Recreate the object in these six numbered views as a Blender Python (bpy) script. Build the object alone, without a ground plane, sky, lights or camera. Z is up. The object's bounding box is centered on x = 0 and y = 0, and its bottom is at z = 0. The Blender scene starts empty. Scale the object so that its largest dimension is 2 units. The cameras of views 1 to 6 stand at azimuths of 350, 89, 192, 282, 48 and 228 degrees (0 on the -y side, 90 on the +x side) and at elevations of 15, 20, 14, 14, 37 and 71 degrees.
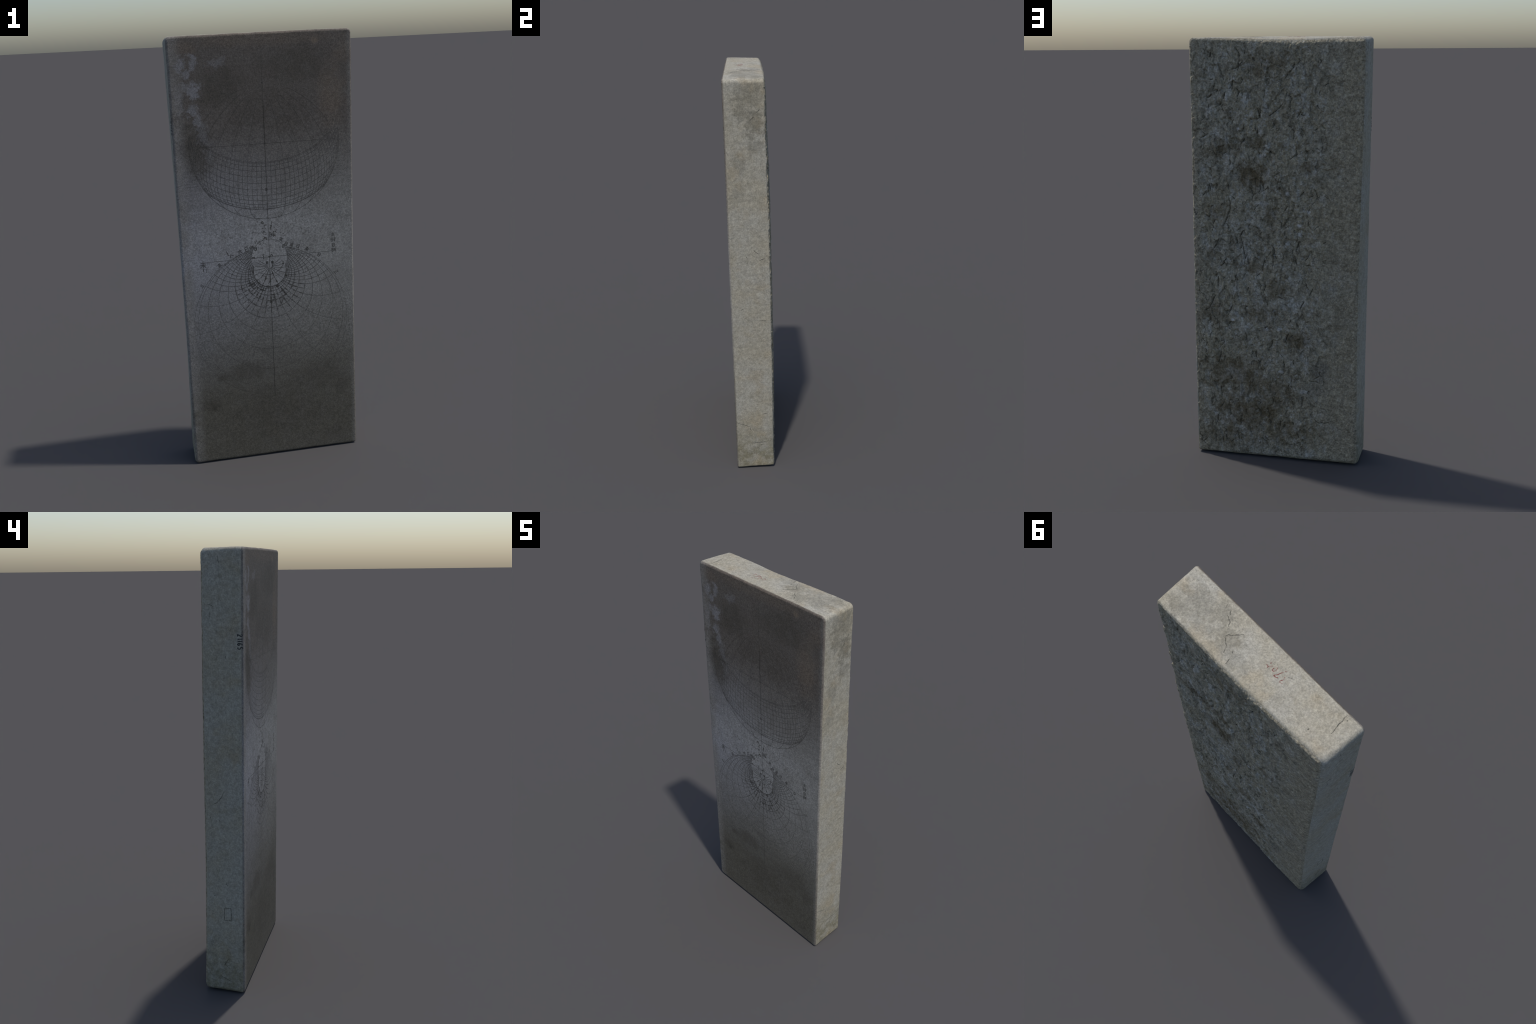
"""Lithographic printing stone: a tall slab with one polished face that carries an inked
astronomical drawing (globe grid above, stereographic hour grid below), a rough chipped back and dressed edges."""
import bpy, math, random
import numpy as np
from mathutils import Vector
from mathutils.bvhtree import BVHTree

rng = np.random.default_rng(7)
random.seed(7)

# ------------------------------------------------------------------ small numeric tools
def sstep(a, b, t):
    t = np.clip((t - a) / (b - a), 0, 1)
    return t * t * (3 - 2 * t)

def hash01(ix, iy, iz, seed):
    n = (ix.astype(np.int64) * 73856093) ^ (iy.astype(np.int64) * 19349663) ^ (iz.astype(np.int64) * 83492791) ^ (seed * 2654435761)
    n &= 0xffffffff
    n = ((n ^ (n >> 16)) * 0x45d9f3b) & 0xffffffff
    n = ((n ^ (n >> 16)) * 0x45d9f3b) & 0xffffffff
    n = n ^ (n >> 16)
    return (n & 0xffffff) / float(0xffffff)

def vnoise(x, y, z, seed=0):
    """value noise in -1..1"""
    fx, fy, fz = np.floor(x), np.floor(y), np.floor(z)
    tx, ty, tz = x - fx, y - fy, z - fz
    q = lambda t: t * t * t * (t * (t * 6 - 15) + 10)
    tx, ty, tz = q(tx), q(ty), q(tz)
    ix, iy, iz = fx.astype(np.int64), fy.astype(np.int64), fz.astype(np.int64)
    out = 0
    for a in (0, 1):
        for b in (0, 1):
            for c in (0, 1):
                w = (tx if a else 1 - tx) * (ty if b else 1 - ty) * (tz if c else 1 - tz)
                out = out + w * hash01(ix + a, iy + b, iz + c, seed)
    return out * 2 - 1

def fbm(x, y, z, scale, octaves=4, seed=0, gain=0.5):
    s, a, tot = 0, 1.0, 0
    f = 1.0 / scale
    for o in range(octaves):
        s = s + a * vnoise(x * f + 17.3 * o, y * f, z * f - 9.1 * o, seed + o)
        tot += a
        a *= gain
        f *= 2.03
    return s / tot

def flakes(x, z, sx, sz, seed):
    """broken stone: every cell is a little tilted facet with its own height (result about -1..1)"""
    u, v = x / sx, z / sz
    iu, iv = np.floor(u).astype(np.int64), np.floor(v).astype(np.int64)
    best = np.full(u.shape, 9.0)
    second = np.full(u.shape, 9.0)
    val = np.zeros(u.shape)
    zero = np.zeros(u.shape, np.int64)
    for a in (-1, 0, 1):
        for b in (-1, 0, 1):
            ci, cj = iu + a, iv + b
            px = ci + hash01(ci, cj, zero, seed)
            pz = cj + hash01(ci, cj, zero + 1, seed)
            du, dv = u - px, v - pz
            d = np.hypot(du, dv)
            tilt = hash01(ci, cj, zero + 2, seed) * 2 - 1
            tilt2 = hash01(ci, cj, zero + 3, seed) * 2 - 1
            h = (hash01(ci, cj, zero + 4, seed) * 2 - 1) * .45 + tilt * du * .95 + tilt2 * dv * .5
            near = d < best
            second = np.where(near, best, np.minimum(second, d))
            val = np.where(near, h, val)
            best = np.where(near, d, best)
    return val, second - best

# ------------------------------------------------------------------ overall form of the slab
HX, HY, HZ = .40, .095, 1.0           # nominal half sizes, warped to the measured form below

Z_ROWS = [0, .25, .5, .75, 1.0, 1.25, 1.5, 1.75, 2.0]
X_COLS = [-.4, -.2, 0, .2, .4]
BACK_Y = np.array([                     # y of the back for each x column, over the z rows
    [.100, .094, .089, .086, .084, .082, .079, .076, .074],
    [.104, .109, .108, .107, .104, .101, .098, .090, .078],
    [.101, .109, .110, .109, .107, .104, .100, .092, .081],
    [.103, .106, .106, .105, .103, .100, .096, .090, .083],
    [.103, .102, .101, .100, .098, .094, .089, .084, .079]])

def back_y(x, z):
    cols = np.stack([np.interp(z, Z_ROWS, c) for c in BACK_Y])
    t = np.clip((x + .4) / .2, 0, 3.999)
    i = t.astype(int)
    f = t - i
    idx = np.arange(len(x))
    return cols[i, idx] * (1 - f) + cols[i + 1, idx] * f

def front_y(z):
    return -.0910 - .0102 * z

def axis_points(h, step, margin, fine):
    n = int(round(2 * (h - margin) / step))
    mid = np.linspace(-h + margin, h - margin, n + 1)
    k = int(math.ceil(margin / fine))
    lo = np.linspace(-h, -h + margin, k + 1)[:-1]
    return np.concatenate([lo, mid, -lo[::-1]])

XS = axis_points(HX, .0029, .024, .002)
YS = axis_points(HY, .0042, .024, .002)
ZS = axis_points(HZ, .0029, .024, .002)

def cube_lattice():
    nx, ny, nz = len(XS), len(YS), len(ZS)
    quads, tags = [], []
    def grid(n1, n2, fn, tag, flip):
        a, b = np.meshgrid(np.arange(n1 - 1), np.arange(n2 - 1), indexing='ij')
        a, b = a.ravel(), b.ravel()
        q = np.stack([fn(a, b), fn(a + 1, b), fn(a + 1, b + 1), fn(a, b + 1)], 1)
        if flip:
            q = q[:, ::-1]
        quads.append(q)
        tags.append(np.full(len(q), tag))
    key = lambda i, j, k: (i * ny + j) * nz + k
    o = lambda a: np.zeros_like(a)
    grid(nx, nz, lambda a, b: key(a, o(a), b), 0, False)            # polished face  (-y)
    grid(nx, nz, lambda a, b: key(a, o(a) + ny - 1, b), 1, True)    # rough face     (+y)
    grid(ny, nz, lambda a, b: key(o(a), a, b), 2, True)             # edges
    grid(ny, nz, lambda a, b: key(o(a) + nx - 1, a, b), 2, False)
    grid(nx, ny, lambda a, b: key(a, b, o(a) + nz - 1), 2, False)
    grid(nx, ny, lambda a, b: key(a, b, o(a)), 2, True)
    q = np.concatenate(quads)
    t = np.concatenate(tags)
    keys, inv = np.unique(q, return_inverse=True)
    i, j, k = keys // (ny * nz), (keys // nz) % ny, keys % nz
    return np.stack([XS[i], YS[j], ZS[k]], 1), inv.reshape(q.shape), t

P, QUADS, TAGS = cube_lattice()

# rounded edges: soft on the -x side, crisp on the +x side, slightly worn everywhere
tx = (P[:, 0] + HX) / (2 * HX)
wear = fbm(P[:, 0], P[:, 1], P[:, 2], .05, 3, 11)
R = ((.013 + .013 * (P[:, 1] + HY) / (2 * HY)) * (1 - tx) + .0095 * tx) * (1 + .16 * wear)
R = np.clip(R, .006, .03)
# outline: a rectangle in x and z with rounded corners, the lower one on the +x side sharper
CR = np.where((P[:, 2] < 0) & (P[:, 0] > 0), np.maximum(R * 1.05, .010), np.maximum(R * 1.05, .019))
sgn = np.sign(P[:, [0, 2]])
q = np.abs(P[:, [0, 2]]) - (np.array([HX, HZ]) - CR[:, None])
corner = (q > 0).all(1)
L = np.maximum(np.hypot(q[:, 0], q[:, 1]), 1e-9)
q = np.where(corner[:, None], q * (q.max(1) / L)[:, None], q)      # square corner to quarter disc
L = np.where(corner, np.maximum(np.hypot(q[:, 0], q[:, 1]), 1e-9), 1)
first = q[:, 0] >= q[:, 1]
n2 = np.where(corner[:, None], q / L[:, None], np.stack([first, ~first], 1).astype(float))
u = np.where(corner, np.hypot(q[:, 0], q[:, 1]), q.max(1)) - CR      # 0 on the outline, negative inside
w = np.abs(P[:, 1]) - HY
du, dw = u + R, w + R
both = (du > 0) & (dw > 0)
dl = np.maximum(np.hypot(du, dw), 1e-9)
u2 = np.where(both, -R + R * du / dl, u)
w2 = np.where(both, -R + R * dw / dl, w)
xz = (q + (np.array([HX, HZ]) - CR[:, None])) + n2 * (u2 - u)[:, None]
Q = np.stack([sgn[:, 0] * xz[:, 0], np.sign(P[:, 1]) * (HY + w2), sgn[:, 1] * xz[:, 1]], 1)
nu = np.where(both, du / dl, (u > -1e-7) * 1.0)
nw = np.where(both, dw / dl, (w > -1e-7) * 1.0)
N0 = np.stack([sgn[:, 0] * n2[:, 0] * nu, np.sign(P[:, 1]) * nw, sgn[:, 1] * n2[:, 1] * nu], 1)
N0 /= np.linalg.norm(N0, axis=1)[:, None] + 1e-12

# warp the nominal box to the measured one
tx = (Q[:, 0] + HX) / (2 * HX)
ty = (Q[:, 1] + HY) / (2 * HY)
tz = (Q[:, 2] + HZ) / (2 * HZ)
ZN = np.array([0, .25, .5, .75, 1.])
prof = lambda v: np.interp(tz, ZN, v)
xl_front, xl_back = prof([-.4045, -.405, -.406, -.407, -.4085]), prof([-.399, -.391, -.390, -.398, -.405])
xr_front, xr_back = prof([.4045, .404, .404, .405, .406]), prof([.398, .398, .394, .391, .391])
xl = xl_front + (xl_back - xl_front) * ty
xr = xr_front + (xr_back - xr_front) * ty
dip = np.exp(-((Q[:, 0] + .04) / .20) ** 2)
zt = 1.9985 + .0015 * np.sin(np.pi * np.clip(tx, 0, 1)) - .003 * ty - .011 * dip * np.clip(ty, 0, 1) ** 3
zb = .006 * ty + .002 * tx
x = xl + (xr - xl) * tx
z = zb + (zt - zb) * tz
yf, yb = front_y(z), back_y(x, z)
y = yf + (yb - yf) * ty
V = np.stack([x, y, z], 1)

# ------------------------------------------------------------------ relief
# crevices of the broken back, each a short run of (x, z) points
CREVICES = [
 [(.185,1.958),(.163,1.931),(.159,1.891)], [(.146,1.891),(.171,1.867),(.192,1.858)], [(.258,1.877),(.246,1.843),(.234,1.812)],
 [(-.034,1.712),(-.014,1.688),(.027,1.658)], [(-.063,1.751),(-.072,1.734),(-.062,1.693)], [(.080,1.604),(.084,1.581),(.076,1.564)],
 [(.048,1.515),(.022,1.501),(-.001,1.490)], [(-.097,1.521),(-.100,1.489),(-.067,1.468)], [(.178,1.778),(.165,1.757),(.173,1.732)],
 [(.227,1.761),(.236,1.732)], [(.263,1.773),(.270,1.761)], [(.289,1.751),(.313,1.734)], [(.346,1.557),(.309,1.578)],
 [(.342,1.527),(.349,1.509)], [(.209,1.464),(.207,1.439)], [(.067,1.692),(.068,1.670)], [(.075,1.665),(.067,1.646)],
 [(-.086,1.886),(-.079,1.865)], [(-.119,1.684),(-.099,1.652)], [(.100,1.912),(.095,1.893)], [(.290,1.934),(.297,1.910)],
 [(.006,1.627),(.009,1.605)], [(.143,1.556),(.151,1.541)], [(.340,1.294),(.326,1.316)], [(.312,1.344),(.306,1.314)],
 [(.277,1.353),(.275,1.322)], [(.217,1.298),(.210,1.247),(.224,1.200),(.246,1.157)], [(.112,1.333),(.104,1.297),(.107,1.274)],
 [(.057,1.355),(.052,1.334)], [(.116,1.175),(.125,1.159),(.122,1.144)], [(.032,1.124),(.028,1.087)],
 [(.019,1.077),(.004,1.041),(.014,1.030)], [(.051,1.013),(.058,.959)], [(.164,1.108),(.154,1.061),(.146,1.008),(.147,.976)],
 [(.188,1.112),(.178,1.070)], [(.269,1.095),(.281,1.065),(.295,1.041)], [(.264,1.093),(.235,1.078)], [(.236,1.001),(.260,.962)],
 [(.276,.915),(.278,.860)], [(.289,.822),(.323,.753)], [(.207,.777),(.230,.726)], [(.134,.779),(.145,.765),(.137,.732)],
 [(-.088,1.009),(-.101,.989)], [(-.174,.876),(-.161,.846)], [(-.135,.815),(-.117,.779)], [(-.062,.658),(-.046,.607)],
 [(.016,.619),(.019,.591),(.033,.573)], [(.047,.901),(.053,.852)], [(.283,1.187),(.295,1.160)], [(-.133,1.328),(-.113,1.304)],
 [(.331,1.206),(.308,1.189)], [(.148,1.137),(.167,1.108)], [(-.113,1.099),(-.101,1.057)], [(.322,.709),(.319,.681)],
 [(.267,.541),(.283,.476)], [(.125,.305),(.139,.281)], [(.088,.264),(.074,.242)], [(-.125,.339),(-.126,.289)],
 [(-.182,.227),(-.208,.207),(-.255,.218)], [(.175,.210),(.178,.172)], [(.026,.207),(.029,.184)], [(.051,.113),(.042,.091)],
 [(.274,.360),(.270,.309)], [(.293,.210),(.297,.166)], [(.034,.686),(.052,.666)], [(-.073,.445),(-.076,.396)],
 [(.145,.646),(.140,.598)], [(.290,.608),(.283,.579)], [(.196,.122),(.185,.082)], [(.251,.104),(.251,.069)],
 [(.232,.250),(.227,.216)], [(.098,.557),(.093,.525)], [(-.089,.528),(-.086,.501)]]

NICKS = []

def ragged_run(pts):
    p = np.asarray(pts, float)
    seg = np.concatenate([[0], np.cumsum(np.linalg.norm(np.diff(p, axis=0), axis=1))])
    t = np.linspace(0, seg[-1], max(4, int(seg[-1] / .007)))
    q = np.stack([np.interp(t, seg, p[:, 0]), np.interp(t, seg, p[:, 1])], 1)
    q[:, 0] += .0028 * vnoise(q[:, 0] / .012, q[:, 1] / .012, q[:, 0] * 0, 77)
    q[:, 1] += .0028 * vnoise(q[:, 0] / .012, q[:, 1] / .012, q[:, 0] * 0, 78)
    return [tuple(v) for v in q]

def crevice_depth(x, z):
    """0..1, deepest along each crevice, steep on one flank like the lip of a spalled flake"""
    out = np.zeros(x.shape)
    runs = [(ragged_run(c), .0042, 1.0) for c in CREVICES]
    for _ in range(330):                                   # many lesser nicks between the large ones
        cx = rng.uniform(-.25, .39)
        cz = rng.uniform(.05, 1.95)
        ang = rng.normal(math.pi / 2, .55)
        ln = rng.uniform(.006, .02)
        bend = rng.normal(0, .006)
        dx, dz = math.cos(ang) * ln, math.sin(ang) * ln
        run = ragged_run([(cx - dx, cz - dz), (cx + bend, cz), (cx + dx, cz + dz)])
        dep = rng.uniform(.25, .85)
        runs.append((run, rng.uniform(.0024, .0038), dep))
        if dep > .42:
            NICKS.append(run)
    for pts, w, dep in runs:
        pts = np.array(pts)
        lo, hi = pts.min(0) - .02, pts.max(0) + .02
        m = np.nonzero((x > lo[0]) & (x < hi[0]) & (z > lo[1]) & (z < hi[1]))[0]
        if not len(m):
            continue
        px, pz = x[m], z[m]
        seg = np.linalg.norm(np.diff(pts, axis=0), axis=1)
        cum = np.concatenate([[0], np.cumsum(seg)])
        best = np.full(len(m), 9.)
        tt = np.zeros(len(m))
        for a in range(len(pts) - 1):
            v = pts[a + 1] - pts[a]
            s = np.clip(((px - pts[a][0]) * v[0] + (pz - pts[a][1]) * v[1]) / (v @ v), 0, 1)
            dd = np.hypot(px - pts[a][0] - s * v[0], pz - pts[a][1] - s * v[1])
            nb = dd < best
            best = np.where(nb, dd, best)
            tt = np.where(nb, (cum[a] + s * seg[a]) / cum[-1], tt)
        taper = .35 + .65 * np.sin(np.pi * np.clip(tt, 0, 1)) ** .7
        prof = np.clip(1 - best / (w * taper), 0, 1)
        out[m] = np.maximum(out[m], prof ** .8 * dep * taper)
    return out

isback = sstep(.35, .85, N0[:, 1])
idx = np.nonzero(isback > 0.001)[0]
bx, bz = V[idx, 0], V[idx, 2]
o = np.zeros(len(idx))
warpx = bx + .010 * fbm(bx, o, bz, .045, 3, 21)
warpz = bz + .014 * fbm(bx, o, bz, .05, 3, 31)
# the -x strip and the top margin are finer and flatter than the broken middle
rough = sstep(-.36, -.10, bx + .09 * fbm(bx, o, bz, .16, 3, 41)) * (.5 + .5 * sstep(.40, .30, bx))
rough *= .35 + .65 * sstep(1.985, 1.86, bz + .05 * fbm(bx, o, bz, .1, 2, 43)) * sstep(.0, .10, bz)
big, be = flakes(warpx, warpz, .034, .055, 3)
mid, me = flakes(warpx * 1.0 + .3, warpz, .016, .025, 5)
small, _ = flakes(warpx - .2, warpz + .1, .0085, .012, 9)
h = .0050 * fbm(bx, o, bz, .20, 3, 51) * (.3 + .7 * rough)
h += rough * (.0076 * big + .0048 * mid + .0020 * small)
h += (1 - rough) * .0016 * small + .0007 * fbm(bx, o, bz, .007, 2, 61)
h -= (.0085 + .003 * rough) * crevice_depth(bx, bz)
gr = fbm(bx, o, bz, .02, 2, 71)
h -= .0022 * rough * sstep(.25, .6, gr)
disp = np.zeros(len(V))
h = np.where(h > 0, .0055 * np.tanh(h / .0055), h)
h *= .25 + .75 * sstep(1.998, 1.94, bz)
disp[idx] = h * isback[idx] - .0018 * isback[idx]

side = 1 - sstep(.5, .9, np.abs(N0[:, 1]))
disp += side * (.0012 * fbm(V[:, 0], V[:, 1], V[:, 2], .07, 3, 81) + .0004 * fbm(V[:, 0], V[:, 1], V[:, 2], .009, 2, 83))
# chipped arris between the edges and the rough back
arris = sstep(.25, .6, N0[:, 1]) * sstep(.98, .8, N0[:, 1])
disp -= arris * (.0030 - .0026 * sstep(1.95, 1.985, V[:, 2])) * np.clip(fbm(V[:, 0], V[:, 1], V[:, 2], .016, 3, 91) + .15, 0, 1)
V = V + N0 * disp[:, None]
V[:, 2] -= V[:, 2].min()
print('extent', V.min(0), V.max(0), 'quads', len(QUADS))

# whole-body vertex normals, kept on the separated parts
f0 = V[QUADS]
fn = np.cross(f0[:, 2] - f0[:, 0], f0[:, 3] - f0[:, 1])
VN = np.zeros_like(V)
for c in range(4):
    for a in range(3):
        VN[:, a] += np.bincount(QUADS[:, c], fn[:, a], len(V))
VN /= np.linalg.norm(VN, axis=1)[:, None] + 1e-12

# ------------------------------------------------------------------ scene objects
scene = bpy.context.scene
col = scene.collection

root = bpy.data.objects.new('lithographic_stone', None)
root.empty_display_size = .3
root['label'] = 'tall grey printing stone slab inked with astronomical grids'
root['category'] = 'printing stone'
col.objects.link(root)

def link(name, mesh, parent, mat):
    ob = bpy.data.objects.new(name, mesh)
    mesh.materials.append(mat)
    ob.parent = parent
    col.objects.link(ob)
    return ob

def mesh_from_arrays(name, verts, quads, normals=None):
    me = bpy.data.meshes.new(name)
    me.vertices.add(len(verts))
    me.vertices.foreach_set('co', np.asarray(verts, np.float32).ravel())
    me.loops.add(len(quads) * 4)
    me.loops.foreach_set('vertex_index', np.asarray(quads, np.int32).ravel())
    me.polygons.add(len(quads))
    me.polygons.foreach_set('loop_start', np.arange(0, len(quads) * 4, 4, dtype=np.int32))
    me.update(calc_edges=True)
    me.polygons.foreach_set('use_smooth', np.ones(len(quads), bool))
    if normals is not None:
        me.normals_split_custom_set_from_vertices(normals.tolist())
    me.validate()
    return me

# ------------------------------------------------------------------ materials
class Nodes:
    def __init__(self, name):
        self.mat = bpy.data.materials.new(name)
        self.mat.use_nodes = True
        self.t = self.mat.node_tree
        self.t.nodes.clear()
        self.out = self.t.nodes.new('ShaderNodeOutputMaterial')
        self.bsdf = self.t.nodes.new('ShaderNodeBsdfPrincipled')
        self.t.links.new(self.bsdf.outputs[0], self.out.inputs[0])
        tc = self.t.nodes.new('ShaderNodeTexCoord')
        self.co = tc.outputs['Object']
        sp = self.t.nodes.new('ShaderNodeSeparateXYZ')
        self.t.links.new(self.co, sp.inputs[0])
        self.x, self.y, self.z = sp.outputs
    def put(self, sock, v):
        if isinstance(v, bpy.types.NodeSocket):
            self.t.links.new(v, sock)
        elif isinstance(v, (tuple, list)):
            sock.default_value = tuple(v) + ((1,) if len(v) == 3 and len(sock.default_value) == 4 else ())
        else:
            sock.default_value = v
    def m(self, op, a, b=0.0, clamp=False):
        n = self.t.nodes.new('ShaderNodeMath')
        n.operation = op
        n.use_clamp = clamp
        self.put(n.inputs[0], a)
        self.put(n.inputs[1], b)
        return n.outputs[0]
    def step(self, v, a, b, lo=0.0, hi=1.0):
        n = self.t.nodes.new('ShaderNodeMapRange')
        n.interpolation_type = 'SMOOTHSTEP'
        self.put(n.inputs['Value'], v)
        if a > b:
            a, b, lo, hi = b, a, hi, lo
        for k, q in (('From Min', a), ('From Max', b), ('To Min', lo), ('To Max', hi)):
            n.inputs[k].default_value = q
        return n.outputs['Result']
    def noise(self, scale, detail=2.0, rough=.5, stretch=(1, 1, 1), offset=(0, 0, 0), warp=0.0):
        mp = self.t.nodes.new('ShaderNodeMapping')
        mp.inputs['Scale'].default_value = stretch
        mp.inputs['Location'].default_value = offset
        self.t.links.new(self.co, mp.inputs['Vector'])
        n = self.t.nodes.new('ShaderNodeTexNoise')
        n.inputs['Scale'].default_value = scale
        n.inputs['Detail'].default_value = detail
        n.inputs['Roughness'].default_value = rough
        n.inputs['Distortion'].default_value = warp
        self.t.links.new(mp.outputs[0], n.inputs['Vector'])
        return n.outputs[0]
    def mix(self, f, a, b, mode='MIX'):
        n = self.t.nodes.new('ShaderNodeMix')
        n.data_type = 'RGBA'
        n.blend_type = mode
        self.put(n.inputs[0], f)
        self.put(n.inputs[6], a)
        self.put(n.inputs[7], b)
        return n.outputs[2]
    def scale(self, c, f):
        """colour times a number"""
        n = self.t.nodes.new('ShaderNodeVectorMath')
        n.operation = 'SCALE'
        self.put(n.inputs[0], c)
        self.put(n.inputs['Scale'], f)
        return n.outputs[0]
    def spots(self, a, b, items, ragged=.5, ns=None):
        """soft elliptical patches (a0, b0, ra, rb, strength) with ragged borders, strongest wins"""
        ns = ns if ns is not None else self.noise(18, 4, .6)
        wob = self.m('MULTIPLY', self.m('SUBTRACT', ns, .5), 2 * ragged)
        out = None
        for a0, b0, ra, rb, st in items:
            u = self.m('MULTIPLY', self.m('SUBTRACT', a, a0), 1 / ra)
            v = self.m('MULTIPLY', self.m('SUBTRACT', b, b0), 1 / rb)
            r2 = self.m('ADD', self.m('MULTIPLY', u, u), self.m('MULTIPLY', v, v))
            r = self.m('ADD', self.m('SQRT', r2), wob)
            s = self.step(r, 1.15, .35, 0.0, st)
            out = s if out is None else self.m('MAXIMUM', out, s)
        return out
    def finish(self, color, rough=.85, bump=None, strength=.2, dist=.002, spec=.25):
        self.put(self.bsdf.inputs['Base Color'], color)
        self.put(self.bsdf.inputs['Roughness'], rough)
        self.bsdf.inputs['Specular IOR Level'].default_value = spec
        if bump is not None:
            b = self.t.nodes.new('ShaderNodeBump')
            b.inputs['Strength'].default_value = strength
            b.inputs['Distance'].default_value = dist
            self.t.links.new(bump, b.inputs['Height'])
            self.t.links.new(b.outputs[0], self.bsdf.inputs['Normal'])
        return self.mat

def edge_color(n):
    """pale limestone of the dressed edges"""
    big = n.noise(5, 4, .6)
    med = n.noise(28, 4, .65, offset=(3, 1, 0))
    fine = n.noise(170, 3, .7)
    c = n.mix(n.step(big, .35, .65), (.312, .287, .224), (.325, .310, .262))
    c = n.mix(n.step(med, .52, .78, 0, .45), c, (.175, .160, .112))
    c = n.mix(n.step(med, .46, .24, 0, .35), c, (.36, .345, .29))
    # grimy patches near the upper end of the +x edge and on the end face
    grime = n.spots(n.y, n.z, [(.03, 1.80, .05, .08, .75), (-.03, 1.86, .04, .06, .6), (.0, 1.93, .09, .07, .55), (-.04, 1.62, .035, .05, .5),
                               (-.05, 1.48, .03, .06, .35), (.03, 1.70, .045, .05, .55)], 1.9, n.noise(36, 8, .78))
    grime = n.m('MULTIPLY', grime, n.step(n.x, .33, .37))
    top = n.spots(n.x, n.y, [(.30, -.03, .08, .05, .6), (.20, -.05, .07, .05, .55), (.12, .0, .07, .06, .55), (.33, .04, .05, .04, .6), (.26, .0, .10, .07, .45),
                             (.22, .04, .05, .04, .35), (.05, .03, .06, .04, .35), (-.15, .03, .05, .03, .25)], 1.9, n.noise(38, 8, .78))
    top = n.m('MULTIPLY', top, n.step(n.z, 1.97, 1.992))
    g = n.m('MAXIMUM', grime, top)
    c = n.mix(n.m('MULTIPLY', g, .75), c, (.125, .116, .088))
    # warm dirt low down, broken up by noise
    low = n.m('MULTIPLY', n.step(n.z, .34, .05), n.step(med, .30, .62, .15, .75))
    c = n.mix(low, c, (.165, .147, .090))
    warm = n.m('MULTIPLY', n.step(n.noise(9, 3, .6, offset=(0, 5, 2)), .5, .72), .4)
    c = n.mix(warm, c, (.285, .230, .142))
    mott = n.noise(62, 6, .72, offset=(1, 6, 2))
    return n.scale(c, n.m('MULTIPLY', n.step(fine, .25, .75, .78, 1.22), n.step(mott, .3, .7, .82, 1.16)))

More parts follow.
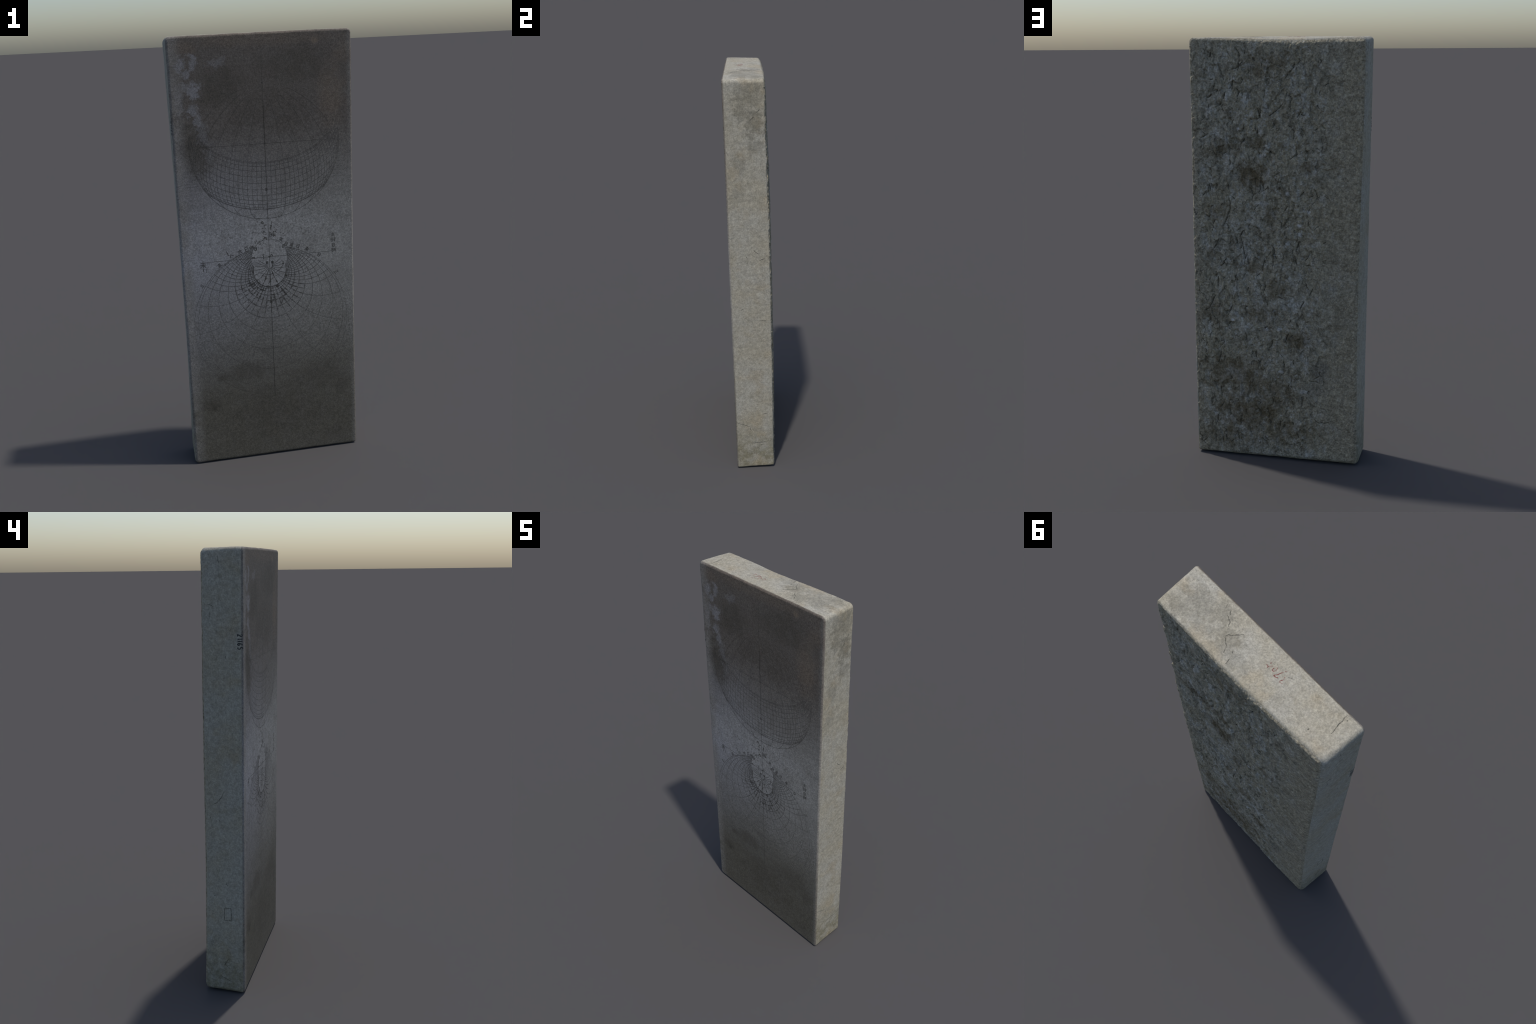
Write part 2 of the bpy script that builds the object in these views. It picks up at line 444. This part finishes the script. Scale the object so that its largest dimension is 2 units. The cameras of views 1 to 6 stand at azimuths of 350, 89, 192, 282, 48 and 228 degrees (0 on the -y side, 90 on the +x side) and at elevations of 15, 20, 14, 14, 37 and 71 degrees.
def face_color(n):
    """polished face: blue-grey stone with brown-black printing stains above and below and pale scuffs"""
    wide = n.noise(3.2, 4, .6, offset=(1, 0, 4))
    med = n.noise(16, 4, .6, offset=(0, 2, 1))
    grain = n.noise(210, 3, .75)
    grain2 = n.noise(90, 3, .7, offset=(4, 0, 0))
    zz = n.m('ADD', n.z, n.m('MULTIPLY', n.m('SUBTRACT', wide, .5), .35))
    light = n.mix(n.step(n.x, -.40, .30), (.262, .255, .258), (.272, .258, .232))
    upper = n.step(zz, 1.02, 1.70)
    lower = n.step(zz, 1.10, .25)
    c = n.mix(upper, light, (.108, .091, .075))
    c = n.mix(lower, c, (.101, .090, .068))
    wiped = n.spots(n.x, n.z, [(.0, 1.03, .13, .10, .7), (.0, .93, .10, .10, .6), (.05, 1.15, .30, .10, .45), (-.2, 1.12, .2, .14, .35)], 1.2)
    c = n.mix(wiped, c, (.300, .288, .268))
    # darker and browner clouds
    clouds = n.spots(n.x, n.z, [(-.18, 1.78, .13, .10, .7), (.16, 1.86, .20, .10, .6), (.02, 1.66, .20, .14, .35), (-.31, 1.52, .075, .17, .75), (.02, .22, .22, .16, .45),
                                (-.12, .45, .13, .06, .6), (.20, .38, .18, .08, .45), (-.32, .29, .07, .035, .75), (.33, .33, .035, .06, .6), (.30, .08, .06, .05, .5), (-.25, .43, .03, .02, .6), (.23, .34, .03, .015, .6)], 1.1, n.noise(14, 7, .7))
    c = n.mix(n.m('MULTIPLY', clouds, .82), c, (.064, .055, .041))
    rust = n.spots(n.x, n.z, [(.31, 1.72, .07, .16, .5), (.24, 1.955, .02, .015, .9), (.36, 1.90, .05, .06, .35), (-.34, 1.95, .08, .04, .4), (0, 1.97, .45, .035, .35)], .6)
    c = n.mix(rust, c, (.165, .125, .090))
    # bright scuffs at the upper left
    scuff = n.spots(n.x, n.z, [(-.349, 1.872, .030, .040, .8), (-.298, 1.885, .022, .030, .75), (-.336, 1.845, .024, .032, .7), (-.200, 1.881, .038, .026, .35), (-.302, 1.768, .040, .036, .85),
                               (-.335, 1.785, .030, .024, .6), (-.304, 1.678, .026, .040, .7), (-.291, 1.632, .024, .055, .6), (-.367, 1.735, .022, .080, .5), (-.272, 1.575, .028, .06, .35), (-.25, 1.50, .03, .06, .3)], 2.4, n.noise(40, 8, .76))
    c = n.mix(n.m('MULTIPLY', scuff, .85), c, (.235, .227, .230))
    rim = n.m('MAXIMUM', n.step(n.x, -.330, -.395), n.m('MULTIPLY', n.step(n.x, .375, .397), .6))
    c = n.mix(n.m('MULTIPLY', rim, n.step(med, .25, .6, .15, .75)), c, (.225, .208, .185))
    c = n.mix(n.m('MULTIPLY', n.step(med, .42, .75), .30), c, (.135, .122, .104))
    # ink specks between the two drawings
    sp = n.spots(n.x, n.z, [(0, 1.12, .11, .10, 1), (-.01, .84, .16, .12, .9), (0, 1.12, .35, .16, .45)], .3)
    spk = n.m('MULTIPLY', n.step(n.noise(95, 3, .55, offset=(7, 0, 3)), .585, .63), sp)
    c = n.mix(n.m('MULTIPLY', spk, .85), c, (.045, .039, .029))
    g = n.m('MULTIPLY', n.step(grain, .28, .72, .66, 1.34), n.step(grain2, .3, .7, .84, 1.16))
    return n.scale(c, g), grain

def polished_material():
    n = Nodes('polished_stone')
    face, grain = face_color(n)
    dist = n.m('SUBTRACT', n.y, n.m('ADD', n.m('MULTIPLY', n.z, -.0102), -.0910))
    ragged = n.m('ADD', dist, n.m('MULTIPLY', n.m('SUBTRACT', n.noise(60, 3, .6), .5), .004))
    c = n.mix(n.step(ragged, .0042, .0100), face, edge_color(n))
    return n.finish(c, .72, grain, .12, .001, .25)

def edge_material():
    n = Nodes('dressed_stone')
    face, grain = face_color(n)
    dist = n.m('SUBTRACT', n.y, n.m('ADD', n.m('MULTIPLY', n.z, -.0102), -.0910))
    ragged = n.m('ADD', dist, n.m('MULTIPLY', n.m('SUBTRACT', n.noise(60, 3, .6), .5), .004))
    c = n.mix(n.step(ragged, .0042, .0100), face, edge_color(n))
    return n.finish(c, .88, n.noise(150, 4, .7), .35, .0015)

def rough_material():
    n = Nodes('broken_stone')
    wide = n.noise(4, 4, .6, offset=(2, 0, 0))
    med = n.noise(26, 5, .65, stretch=(1, 1, .65), offset=(0, 0, 3))
    fine = n.noise(130, 4, .7)
    c = n.mix(n.step(wide, .32, .68), (.315, .282, .200), (.325, .303, .240))
    c = n.mix(n.step(med, .50, .68, 0, .75), c, (.440, .432, .392))
    c = n.mix(n.step(med, .48, .34, 0, .80), c, (.165, .147, .105))
    fleck = n.m('MULTIPLY', n.step(n.noise(75, 4, .6, offset=(5, 0, 1)), .56, .68), n.step(n.m('ABSOLUTE', n.m('ADD', n.x, -.02)), .30, .12))
    c = n.mix(n.m('MULTIPLY', fleck, .65), c, (.43, .425, .40))
    # warmer, finer strip towards the -x side and along the margins
    warmside = n.m('MAXIMUM', n.step(n.m('ADD', n.x, n.m('MULTIPLY', wide, .2)), -.02, -.26), n.step(n.x, .33, .40))
    c = n.mix(n.m('MULTIPLY', warmside, .75), c, n.mix(n.step(n.noise(70, 4, .7), .35, .65), (.250, .214, .148), (.400, .352, .255)))
    cell = n.t.nodes.new('ShaderNodeTexVoronoi')
    cell.inputs['Scale'].default_value = 78
    cell.inputs['Randomness'].default_value = 1
    wv = n.t.nodes.new('ShaderNodeVectorMath')
    wv.operation = 'MULTIPLY_ADD'
    n.t.links.new(n.noise(40, 3, .6, offset=(2, 2, 2)), wv.inputs[0])
    wv.inputs[1].default_value = (.03, .03, .03)
    n.t.links.new(n.co, wv.inputs[2])
    n.t.links.new(wv.outputs[0], cell.inputs['Vector'])
    sc = n.t.nodes.new('ShaderNodeSeparateColor')
    n.t.links.new(cell.outputs['Color'], sc.inputs[0])
    facet = n.step(sc.outputs[0], 0.0, 1.0, .86, 1.14)
    c = n.scale(c, facet)
    streak = n.noise(44, 3, .55, stretch=(1, 1, .38), offset=(9, 0, 4), warp=.6)
    c = n.mix(n.m('MULTIPLY', n.step(streak, .640, .675), n.step(n.x, -.28, -.10, .15, .6)), c, (.085, .073, .048))  # dark streaks painted into the colour for the shade of further crevices
    brown = n.spots(n.x, n.z, [(.073, 1.537, .045, .04, .9), (.111, 1.391, .10, .075, .95), (-.150, 1.433, .06, .04, .85), (.255, 1.514, .09, .055, .7), (.05, 1.89, .11, .06, .65),
                               (.019, 1.228, .035, .05, .8), (.11, .962, .06, .04, .75), (-.006, .872, .06, .06, .7), (-.112, .623, .065, .05, .95), (.069, .747, .08, .05, .7), (.30, .72, .08, .08, .6),
                               (.20, .43, .19, .12, .85), (.047, .346, .16, .10, .8), (.15, .231, .20, .12, .95), (-.022, .15, .20, .08, .7), (.25, .10, .16, .07, .6), (.30, 1.0, .05, .05, .5), (.28, 1.22, .06, .05, .5)], 1.7, n.noise(20, 6, .68))
    c = n.mix(n.m('MULTIPLY', brown, n.step(med, .25, .7, 1.0, .55)), c, (.130, .101, .056))
    grey = n.spots(n.x, n.z, [(-.216, .479, .05, .06, .6), (-.18, .38, .07, .05, .4)], .7)
    c = n.mix(grey, c, (.165, .152, .125))
    white = n.spots(n.x, n.z, [(.168, 1.600, .010, .008, 1), (.058, 1.483, .03, .012, .6), (-.154, 1.235, .012, .008, .9), (-.113, 1.172, .014, .010, .9), (-.116, 1.130, .014, .014, .9), (.206, .705, .012, .008, 1),
                               (-.059, 1.086, .014, .012, .6), (-.057, 1.315, .012, .010, .7), (.060, 1.268, .04, .012, .5), (-.026, .460, .014, .010, 1), (-.133, .367, .03, .012, .5), (.045, .667, .014, .010, .7), (-.018, .671, .014, .01, .7)], .6, n.noise(80, 3, .6))
    c = n.mix(white, c, (.52, .51, .48))
    c = n.scale(c, n.step(fine, .25, .75, .66, 1.34))
    edge = n.m('MAXIMUM', n.step(n.m('ADD', n.z, n.m('MULTIPLY', wide, .012)), 1.986, 1.997), n.step(n.m('ABSOLUTE', n.x), .388, .398))
    c = n.mix(edge, c, edge_color(n))
    chips = n.noise(48, 6, .62, stretch=(1, 1, .7), offset=(3, 0, 8), warp=.5)
    return n.finish(c, .92, n.m('ADD', chips, n.m('MULTIPLY', fine, .22)), 1.0, .016)

def ink_material(name, strength, tint=(.028, .024, .018)):
    """greasy drawing ink that lets the stone's own tone through where it is worn"""
    n = Nodes(name)
    face, grain = face_color(n)
    # best kept round the middle of the stone, nearly gone in the stained ends
    keep = n.spots(n.x, n.z, [(0, 1.30, .60, .30, .80), (0, .93, .26, .24, 1.0), (0, .95, .65, .42, .84), (0, 1.62, .6, .38, .75), (0, .6, .7, .45, .55)], .25)
    worn = n.step(n.noise(38, 4, .65), .25, .60, .60, 1.0)
    k = n.m('MULTIPLY', n.m('MULTIPLY', keep, worn), strength)
    return n.finish(n.mix(k, face, tint), .6, grain, .1, .001, .3)

def paint_material(name, color, worn_to=None, wear=.35):
    n = Nodes(name)
    e = edge_color(n)
    w = n.step(n.noise(120, 3, .7), .62, .42, wear, 1.0)
    return n.finish(n.mix(w, e, color), .7)

MAT_FACE, MAT_EDGE, MAT_ROUGH = polished_material(), edge_material(), rough_material()
MAT_INK = ink_material('drawing_ink', .90)
MAT_INK_FAINT = ink_material('worn_drawing_ink', .80)
MAT_INK_BOLD = ink_material('lettering_ink', 1.0)

parts = {}
for tag, name, mat in ((0, 'polished_face', MAT_FACE), (1, 'rough_face', MAT_ROUGH), (2, 'dressed_edge', MAT_EDGE)):
    q = QUADS[TAGS == tag]
    used, inv = np.unique(q, return_inverse=True)
    parts[tag] = link(name, mesh_from_arrays(name, V[used], inv.reshape(q.shape), VN[used]), root, mat)

# ------------------------------------------------------------------ marks drawn on the surfaces
def bvh_of(tag):
    q = QUADS[TAGS == tag]
    used, inv = np.unique(q, return_inverse=True)
    return BVHTree.FromPolygons(V[used].tolist(), inv.reshape(q.shape).tolist())

BVH_FACE, BVH_EDGE = bvh_of(0), bvh_of(2)

class Surface:
    """maps flat drawing coordinates (a, b) to a point on the stone"""
    def __init__(self, bvh, origin, da, db, into):
        self.bvh, self.o, self.a, self.b, self.d = bvh, Vector(origin), Vector(da), Vector(db), Vector(into)
    def at(self, a, b):
        hit = self.bvh.ray_cast(self.o + self.a * a + self.b * b, self.d)[0]
        return hit

FACE = Surface(BVH_FACE, (0, -.4, 0), (1, 0, 0), (0, 0, 1), (0, 1, 0))
END = Surface(BVH_EDGE, (0, 0, 2.4), (1, 0, 0), (0, 1, 0), (0, 0, -1))
BVH_ALL = BVHTree.FromPolygons(V.tolist(), QUADS.tolist())
FLANK_L = Surface(BVH_ALL, (-.8, 0, 0), (0, 1, 0), (0, 0, 1), (1, 0, 0))
FLANK_R = Surface(BVH_EDGE, (.8, 0, 0), (0, 1, 0), (0, 0, 1), (-1, 0, 0))

def resample(pts, step):
    pts = np.asarray(pts, float)
    seg = np.linalg.norm(np.diff(pts, axis=0), axis=1)
    keepm = np.concatenate([[True], seg > 1e-9])
    pts = pts[keepm]
    seg = np.linalg.norm(np.diff(pts, axis=0), axis=1)
    cum = np.concatenate([[0], np.cumsum(seg)])
    n = max(2, int(math.ceil(cum[-1] / step)) + 1)
    s = np.linspace(0, cum[-1], n)
    return np.stack([np.interp(s, cum, pts[:, k]) for k in range(2)], 1)

def strokes(name, surf, lines, width, parent, mat, step=.006, blot=0.0, proud=None, taper=False):
    """ribbons of ink, each a low rounded bead that follows the stone"""
    verts, quads = [], []
    out = -surf.d
    flip = surf.a.cross(surf.b).dot(out) > 0
    if proud is None:
        proud = .00008 if surf is FACE else .0004
    for li, line in enumerate(lines):
        w0 = width
        if len(line) == 2 and isinstance(line[1], float):
            line, w0 = line
        if len(line) < 2:
            continue
        p = resample(line, step)
        base = []
        tang = np.gradient(p, axis=0)
        for i, (a, b) in enumerate(p):
            t = tang[i] / (np.linalg.norm(tang[i]) + 1e-12)
            wv = w0 * .5
            if blot:
                q = vnoise(np.array([a / .011]), np.array([b / .011]), np.array([.5]), 5)[0]
                reach = math.exp(-((a / .15) ** 2 + ((b - .83) / .11) ** 2))
                wv *= 1 + blot * reach * max(0, q + .0) * 7.5
            if taper:
                wv *= .35 + .65 * math.sin(math.pi * (i + .5) / len(p))
            c = surf.at(a, b)
            if c is None:
                base = None if not base else base
                break
            sidev = (surf.a * -t[1] + surf.b * t[0])
            base.append([c - sidev * wv - out * .0006, c - sidev * wv * .9 + out * proud, c + sidev * wv * .9 + out * proud, c + sidev * wv - out * .0006])
        if not base or len(base) < 2:
            continue
        k = len(verts)
        for b4 in base:
            verts += [tuple(v) for v in b4]
        for i in range(len(base) - 1):
            for j in range(3):
                q4 = (k + 4 * i + j, k + 4 * i + j + 1, k + 4 * i + 4 + j + 1, k + 4 * i + 4 + j)
                quads.append(q4[::-1] if flip else q4)
    me = mesh_from_arrays(name, verts, quads, np.tile(np.array(out), (len(verts), 1)))
    return link(name, me, parent, mat)

face_ob, rough_ob, edge_ob = parts[0], parts[1], parts[2]

# --- declinations of the sun at every 15 degrees of its yearly course, hour angles in quarter hours
LAT = math.radians(37.5)
OBLIQ = math.radians(23.44)
DECL = [math.asin(math.sin(OBLIQ) * math.sin(math.radians(l))) for l in range(-90, 91, 15)]

# upper drawing: the globe seen from the side (orthographic), lower half of its limb drawn
G0, GR = (.002, 1.522), .340
def globe(dec, hour):
    xx = math.cos(dec) * math.sin(hour)
    up = math.sin(dec) * math.cos(LAT) - math.cos(dec) * math.sin(LAT) * math.cos(hour)
    depth = math.sin(dec) * math.sin(LAT) + math.cos(dec) * math.cos(LAT) * math.cos(hour)
    return (G0[0] + GR * xx, G0[1] + GR * up), depth

def visible_runs(points):
    runs, cur = [], []
    for p, ok in points:
        if ok:
            cur.append(p)
        elif cur:
            runs.append(cur)
            cur = []
    if cur:
        runs.append(cur)
    return [r for r in runs if len(r) > 1]

parallels, meridians, hour_rays = [], [], []
for dec in DECL:
    pts = []
    for i in range(-180, 181):
        p, dep = globe(dec, math.radians(i * .75))
        pts.append((p, dep > 0.0 and p[1] < G0[1] + .03))
    parallels += visible_runs(pts)
for q in range(-26, 27):
    hr = math.radians(q * 3.75)
    pts = []
    for i in range(61):
        p, dep = globe(-OBLIQ + 2 * OBLIQ * i / 60, hr)
        pts.append((p, dep > 0.0 and p[1] < G0[1] + .05))
    meridians += visible_runs(pts)
for hnum in range(-5, 6):
    hr = math.radians(hnum * 15)
    pts = []
    for i in range(121):
        dec = math.radians(-75 + 146 * i / 120)
        p, dep = globe(dec, hr)
        outside = dec > OBLIQ * .98 or dec < -OBLIQ * .98
        pts.append((p, dep > 0.0 and outside))
    hour_rays += visible_runs(pts)
limb = [[(G0[0] + GR * math.cos(math.radians(a)), G0[1] + GR * math.sin(math.radians(a))) for a in range(-176, -3, 2)]]
horizon = [[(G0[0] - GR * .87, G0[1]), (G0[0] + GR * .95, G0[1])]]
strokes('globe_grid', FACE, parallels + meridians, .0024, face_ob, MAT_INK)
strokes('globe_outline', FACE, limb + horizon, .0027, face_ob, MAT_INK)
strokes('hour_line', FACE, [r for r in hour_rays if r[0][1] > G0[1] - .1], .0023, face_ob, MAT_INK_FAINT)
strokes('hour_line', FACE, [r for r in hour_rays if r[0][1] <= G0[1] - .1], .0025, face_ob, MAT_INK)

# lower drawing: the same grid on the horizon plane (stereographic), drawn outside the horizon circle
S0, SR = (.0005, 1.001), .084
def plane(dec, hour):
    """hour counted from the lower culmination"""
    north = math.sin(dec) * math.cos(LAT) + math.cos(dec) * math.sin(LAT) * math.cos(hour)
    east = math.cos(dec) * math.sin(hour)
    up = math.sin(dec) * math.sin(LAT) - math.cos(dec) * math.cos(LAT) * math.cos(hour)
    k = SR / (1 + up)
    return (S0[0] + east * k, S0[1] - north * k), up

def on_face(p):
    return abs(p[0]) < .385 and .06 < p[1] < 1.95

arcs, hours, rays = [], [], []
for dec in DECL:
    pts = []
    for i in range(-360, 361):
        p, up = plane(dec, math.radians(i * .5))
        pts.append((p, up < 0.0 and on_face(p)))
    arcs += visible_runs(pts)
for q in range(-40, 41):
    hr = math.radians(q * 3.75)
    major = q % 4 == 0
    low = -OBLIQ if (major or abs(q) > 8 or q % 2 == 0) else math.radians(-5.9)
    pts = []
    for i in range(81):
        p, up = plane(low + (OBLIQ - low) * i / 80, hr)
        pts.append((p, up < 0.0 and on_face(p)))
    hours += visible_runs(pts)
for hnum in range(-7, 8):
    hr = math.radians(hnum * 15)
    pts = []
    for i in range(41):
        p, up = plane(OBLIQ + (math.radians(78) - OBLIQ) * i / 40, hr)
        pts.append((p, True))
    rays += visible_runs(pts)
strokes('hour_grid', FACE, arcs + hours, .0024, face_ob, MAT_INK, blot=1.0)
strokes('polar_ray', FACE, rays, .0023, face_ob, MAT_INK, blot=.5)
circle = [[(S0[0] + SR * math.cos(math.radians(a)), S0[1] + SR * math.sin(math.radians(a))) for a in range(0, 181, 3)]]
inner_arc = [[(-.055, .933), (-.03, .922), (0, .916), (.03, .924), (.052, .940), (.066, .962)]]
base_line = [[(-.30, 1.001), (.296, 1.001)]]
axis = [[(.0012, 1.26), (.001, .30)]]
worn_axis = [[(0, 1.97), (.0015, 1.5), (.0012, 1.26)]]
strokes('horizon_circle', FACE, circle + inner_arc, .0026, face_ob, MAT_INK, blot=.4)
strokes('axis_line', FACE, axis + base_line, .0026, face_ob, MAT_INK)
strokes('axis_line', FACE, worn_axis, .0024, face_ob, MAT_INK_FAINT)
for cx, cz, r in ((G0[0], G0[1], .004), (S0[0], S0[1], .0045), (0, 1.7865 + .0, .004), (0, G0[1] - .298, .004)):
    ring = [(cx + r * .5 * math.cos(t), cz + r * .5 * math.sin(t)) for t in np.linspace(0, 2 * math.pi, 12)]
    strokes('compass_point', FACE, [ring], r, face_ob, MAT_INK_BOLD, step=.001)

# --- lettering: small brush-written characters, each a handful of strokes in a square
def character(kind):
    """strokes in a unit square, modelled on everyday numeral and calendar characters"""
    return {
        'day': [[(-.35, .5), (-.35, -.5)], [(.35, .5), (.35, -.5)], [(-.35, .5), (.35, .5)], [(-.35, 0), (.35, 0)], [(-.35, -.5), (.35, -.5)]],
        'ten': [[(-.5, .05), (.5, .05)], [(0, .5), (0, -.5)]],
        'two': [[(-.3, .3), (.3, .3)], [(-.5, -.35), (.5, -.35)]],
        'three': [[(-.35, .4), (.35, .4)], [(-.3, 0), (.3, 0)], [(-.5, -.4), (.5, -.4)]],
        'eight': [[(-.1, .4), (-.25, 0), (-.5, -.45)], [(.1, .45), (.25, 0), (.5, -.45)]],
        'six': [[(0, .5), (.05, .3)], [(-.5, .15), (.5, .15)], [(-.15, 0), (-.4, -.5)], [(.15, 0), (.4, -.5)]],
        'hour': [[(-.5, .4), (-.5, -.4)], [(-.15, .4), (-.15, -.4)], [(-.5, .4), (-.15, .4)], [(-.5, 0), (-.15, 0)], [(-.5, -.4), (-.15, -.4)],
                 [(.05, .3), (.5, .3)], [(.28, .5), (.28, .05)], [(0, .05), (.5, .05)], [(.05, -.18), (.5, -.18)], [(.36, .0), (.36, -.5)]],
        'one': [[(.02, .6), (-.05, .2), (.05, -.2), (0, -.6)]],
        'branch': [[(-.4, .3), (.4, .3)], [(0, .55), (0, -.5)], [(-.4, 0), (.4, 0)], [(0, 0), (-.45, -.45)], [(0, 0), (.45, -.45)]],
    }[kind]

def write(items, width, name, mat):
    for kind, cx, cz, size, ang in items:
        ca, sa = math.cos(math.radians(ang)), math.sin(math.radians(ang))
        ls = [[(cx + size * (a * ca - b * sa), cz + size * (a * sa + b * ca)) for a, b in st] for st in character(kind)]
        strokes(name, FACE, ls, width, face_ob, mat, step=.003)

write([('ten', -.062, 1.074, .016, 30), ('hour', -.079, 1.051, .018, 20), ('day', -.104, 1.047, .019, 15), ('six', -.136, 1.038, .018, 20), ('eight', -.176, 1.022, .017, 35),
       ('branch', -.231, .982, .020, 40), ('branch', -.307, .991, .030, 0), ('two', -.300, .965, .022, 80), ('three', -.318, .892, .016, 50),
       ('branch', .059, 1.079, .018, -25), ('day', .081, 1.055, .016, -25), ('branch', .108, 1.049, .018, -20), ('day', .137, 1.040, .016, -20), ('branch', .179, 1.022, .019, -35),
       ('day', .236, .989, .015, -40), ('three', .317, .897, .018, -60), ('branch', .305, 1.079, .018, 0), ('hour', .306, 1.055, .020, 0), ('day', .306, 1.029, .015, 0), ('hour', .308, 1.006, .019, 0),
       ('one', -.027, 1.005, .022, 5), ('day', -.063, 1.045, .014, 0), ('day', -.011, .974, .010, 0), ('day', .014, .974, .010, 0), ('two', .064, .969, .012, 0), ('day', .068, 1.046, .013, 0),
       ('three', -.074, 1.003, .010, 90), ('eight', .011, 1.008, .012, 0), ('one', -.193, 1.034, .020, 20), ('hour', .017, 1.105, .022, 0), ('eight', -.02, 1.12, .012, 10), ('hour', 0.0, 1.317, .011, 90)],
      .0042, 'inscription', MAT_INK_BOLD)
for sgn in (-1, 1):                                    # leader lines with tiny notes beside the globe
    led = []
    for i in range(6):
        zz = 1.352 + i * .0115 * (1 + .12 * i)
        xs = math.sqrt(max(.0, GR ** 2 - (G0[1] - zz) ** 2)) + .004
        led.append([(sgn * xs, zz), (sgn * .352, zz - .001)])
        for k in range(2):
            led.append([(sgn * (.352 + .009 * k), zz - .003), (sgn * (.358 + .009 * k), zz + .003)])
    strokes('leader_line', FACE, led, .0018, face_ob, MAT_INK_FAINT)

# --- dark ribbons modelled along the crevices of the back to draw their shadow
MAT_CREVICE_SHADE = paint_material('painted_crevice_shade', (.040, .034, .022), wear=.55)
ROUGH = Surface(bvh_of(1), (0, .4, 0), (1, 0, 0), (0, 0, 1), (0, -1, 0))
strokes('crevice_shade_stroke', ROUGH, [ragged_run(c) for c in CREVICES] + [(c, .0036) for c in NICKS], .0062, rough_ob, MAT_CREVICE_SHADE, step=.004, taper=True, proud=.0006)

# --- painted stock number on the -x flank, reading downwards
MAT_BLACK = paint_material('black_marking_paint', (.016, .018, .024), wear=.8)
DIGITS = {'2': [[(-.3, .3), (-.1, .5), (.2, .45), (.28, .2), (-.3, -.5), (.35, -.5)]],
          '1': [[(0, .5), (0, -.5)]],
          '6': [[(.25, .5), (-.15, .25), (-.3, -.15), (-.1, -.5), (.2, -.45), (.28, -.15), (.05, .02), (-.25, -.12)]],
          '5': [[(.35, .5), (-.2, .48), (-.25, .1), (.1, .12), (.3, -.1), (.2, -.42), (-.05, -.5), (-.3, -.38)]]}
num = []
for dgt, zc in (('2', 1.641), ('1', 1.6255), ('1', 1.616), ('6', 1.604), ('5', 1.588)):
    for st in DIGITS[dgt]:
        num.append([(-.0945 - .020 * b, zc - .0135 * a) for a, b in st])
strokes('stock_number', FLANK_L, num, .0046, edge_ob, MAT_BLACK, step=.002)

# --- red crayon number on the end face
MAT_RED = paint_material('red_crayon', (.155, .045, .040), wear=.35)
red = [[(-.033, -.031), (-.044, -.031), (-.042, -.025)], [(-.044, -.031), (-.051, -.041)], [(-.038, -.047), (-.042, -.042)],
       [(-.060, -.030), (-.060, -.041), (-.067, -.049), (-.071, -.039), (-.067, -.031), (-.060, -.030)],
       [(-.091, -.052), (-.087, -.041), (-.084, -.031), (-.077, -.022)], [(-.077, -.022), (-.086, -.022), (-.094, -.026)],
       [(-.107, -.044), (-.111, -.035), (-.105, -.021), (-.110, -.019), (-.118, -.023)], [(-.093, -.057), (-.097, -.062)]]
strokes('crayon_number', END, red, .0030, edge_ob, MAT_RED, step=.003)

# --- cut frame, scratches and hairline cracks
MAT_SCRATCH = paint_material('dirt_filled_scratch', (.060, .056, .045), wear=.45)
frame = [[(-.002, .417), (-.033, .418), (-.036, .358), (-.001, .358), (-.002, .417)]]
strokes('cut_frame', FLANK_L, frame, .0030, edge_ob, MAT_SCRATCH, step=.004)
left_marks = [[(.043, 1.768), (.030, 1.765), (.015, 1.756)], [(.032, 1.739), (.033, 1.709)], [(-.029, 1.558), (-.031, 1.543)], [(-.005, 1.964), (-.009, 1.931)],
              [(-.010, .963), (.001, .936), (.021, .912), (.042, .902)], [(.012, .834), (.010, .822)], [(.055, .845), (.054, .836)], [(.046, .474), (.038, .472)], [(-.012, .537), (-.021, .523)],
              [(-.02, .17), (.0, .14), (-.02, .12)], [(.02, .08), (-.03, .055)]]
right_marks = [[(-.082, .268), (-.05, .258), (-.020, .245)], [(-.020, .245), (-.017, .228), (-.012, .220)], [(-.049, .897), (-.038, .904)], [(.042, .840), (.071, .839)], [(.015, 1.203), (.030, 1.188), (.039, 1.183)],
               [(-.022, 1.183), (-.020, 1.17), (-.015, 1.164)], [(.041, 1.149), (.067, 1.159)], [(.010, 1.815), (.030, 1.832)], [(.04, 1.85), (.055, 1.862)], [(.0, .15), (.06, .153)], [(.03, .135), (.05, .14)], [(.05, .32), (.07, .32)]]
end_marks = [[(.213, -.086), (.208, -.073)], [(.188, -.072), (.178, -.062)], [(.134, -.003), (.115, -.026), (.093, -.050)], [(.134, .0), (.104, .019), (.092, .042)], [(.078, .015), (.070, .024)], [(.064, .042), (.059, .062)],
             [(-.334, -.097), (-.340, -.058), (-.346, -.019)], [(-.350, -.089), (-.352, -.085)], [(-.287, .019), (-.285, .024)], [(.15, -.03), (.16, -.045), (.185, -.055)], [(-.114, -.050), (-.126, -.058)]]
strokes('scratch', FLANK_L, left_marks, .0028, edge_ob, MAT_SCRATCH, step=.004, taper=True)
strokes('scratch', FLANK_R, right_marks, .0028, edge_ob, MAT_SCRATCH, step=.004, taper=True)
strokes('hairline_crack', END, [ragged_run(m) for m in end_marks], .0040, edge_ob, MAT_SCRATCH, step=.004, taper=True)
strokes('scratch', FACE, [[(.232, 1.962), (.246, 1.961)]], .004, face_ob, MAT_INK_BOLD, step=.004, taper=True)
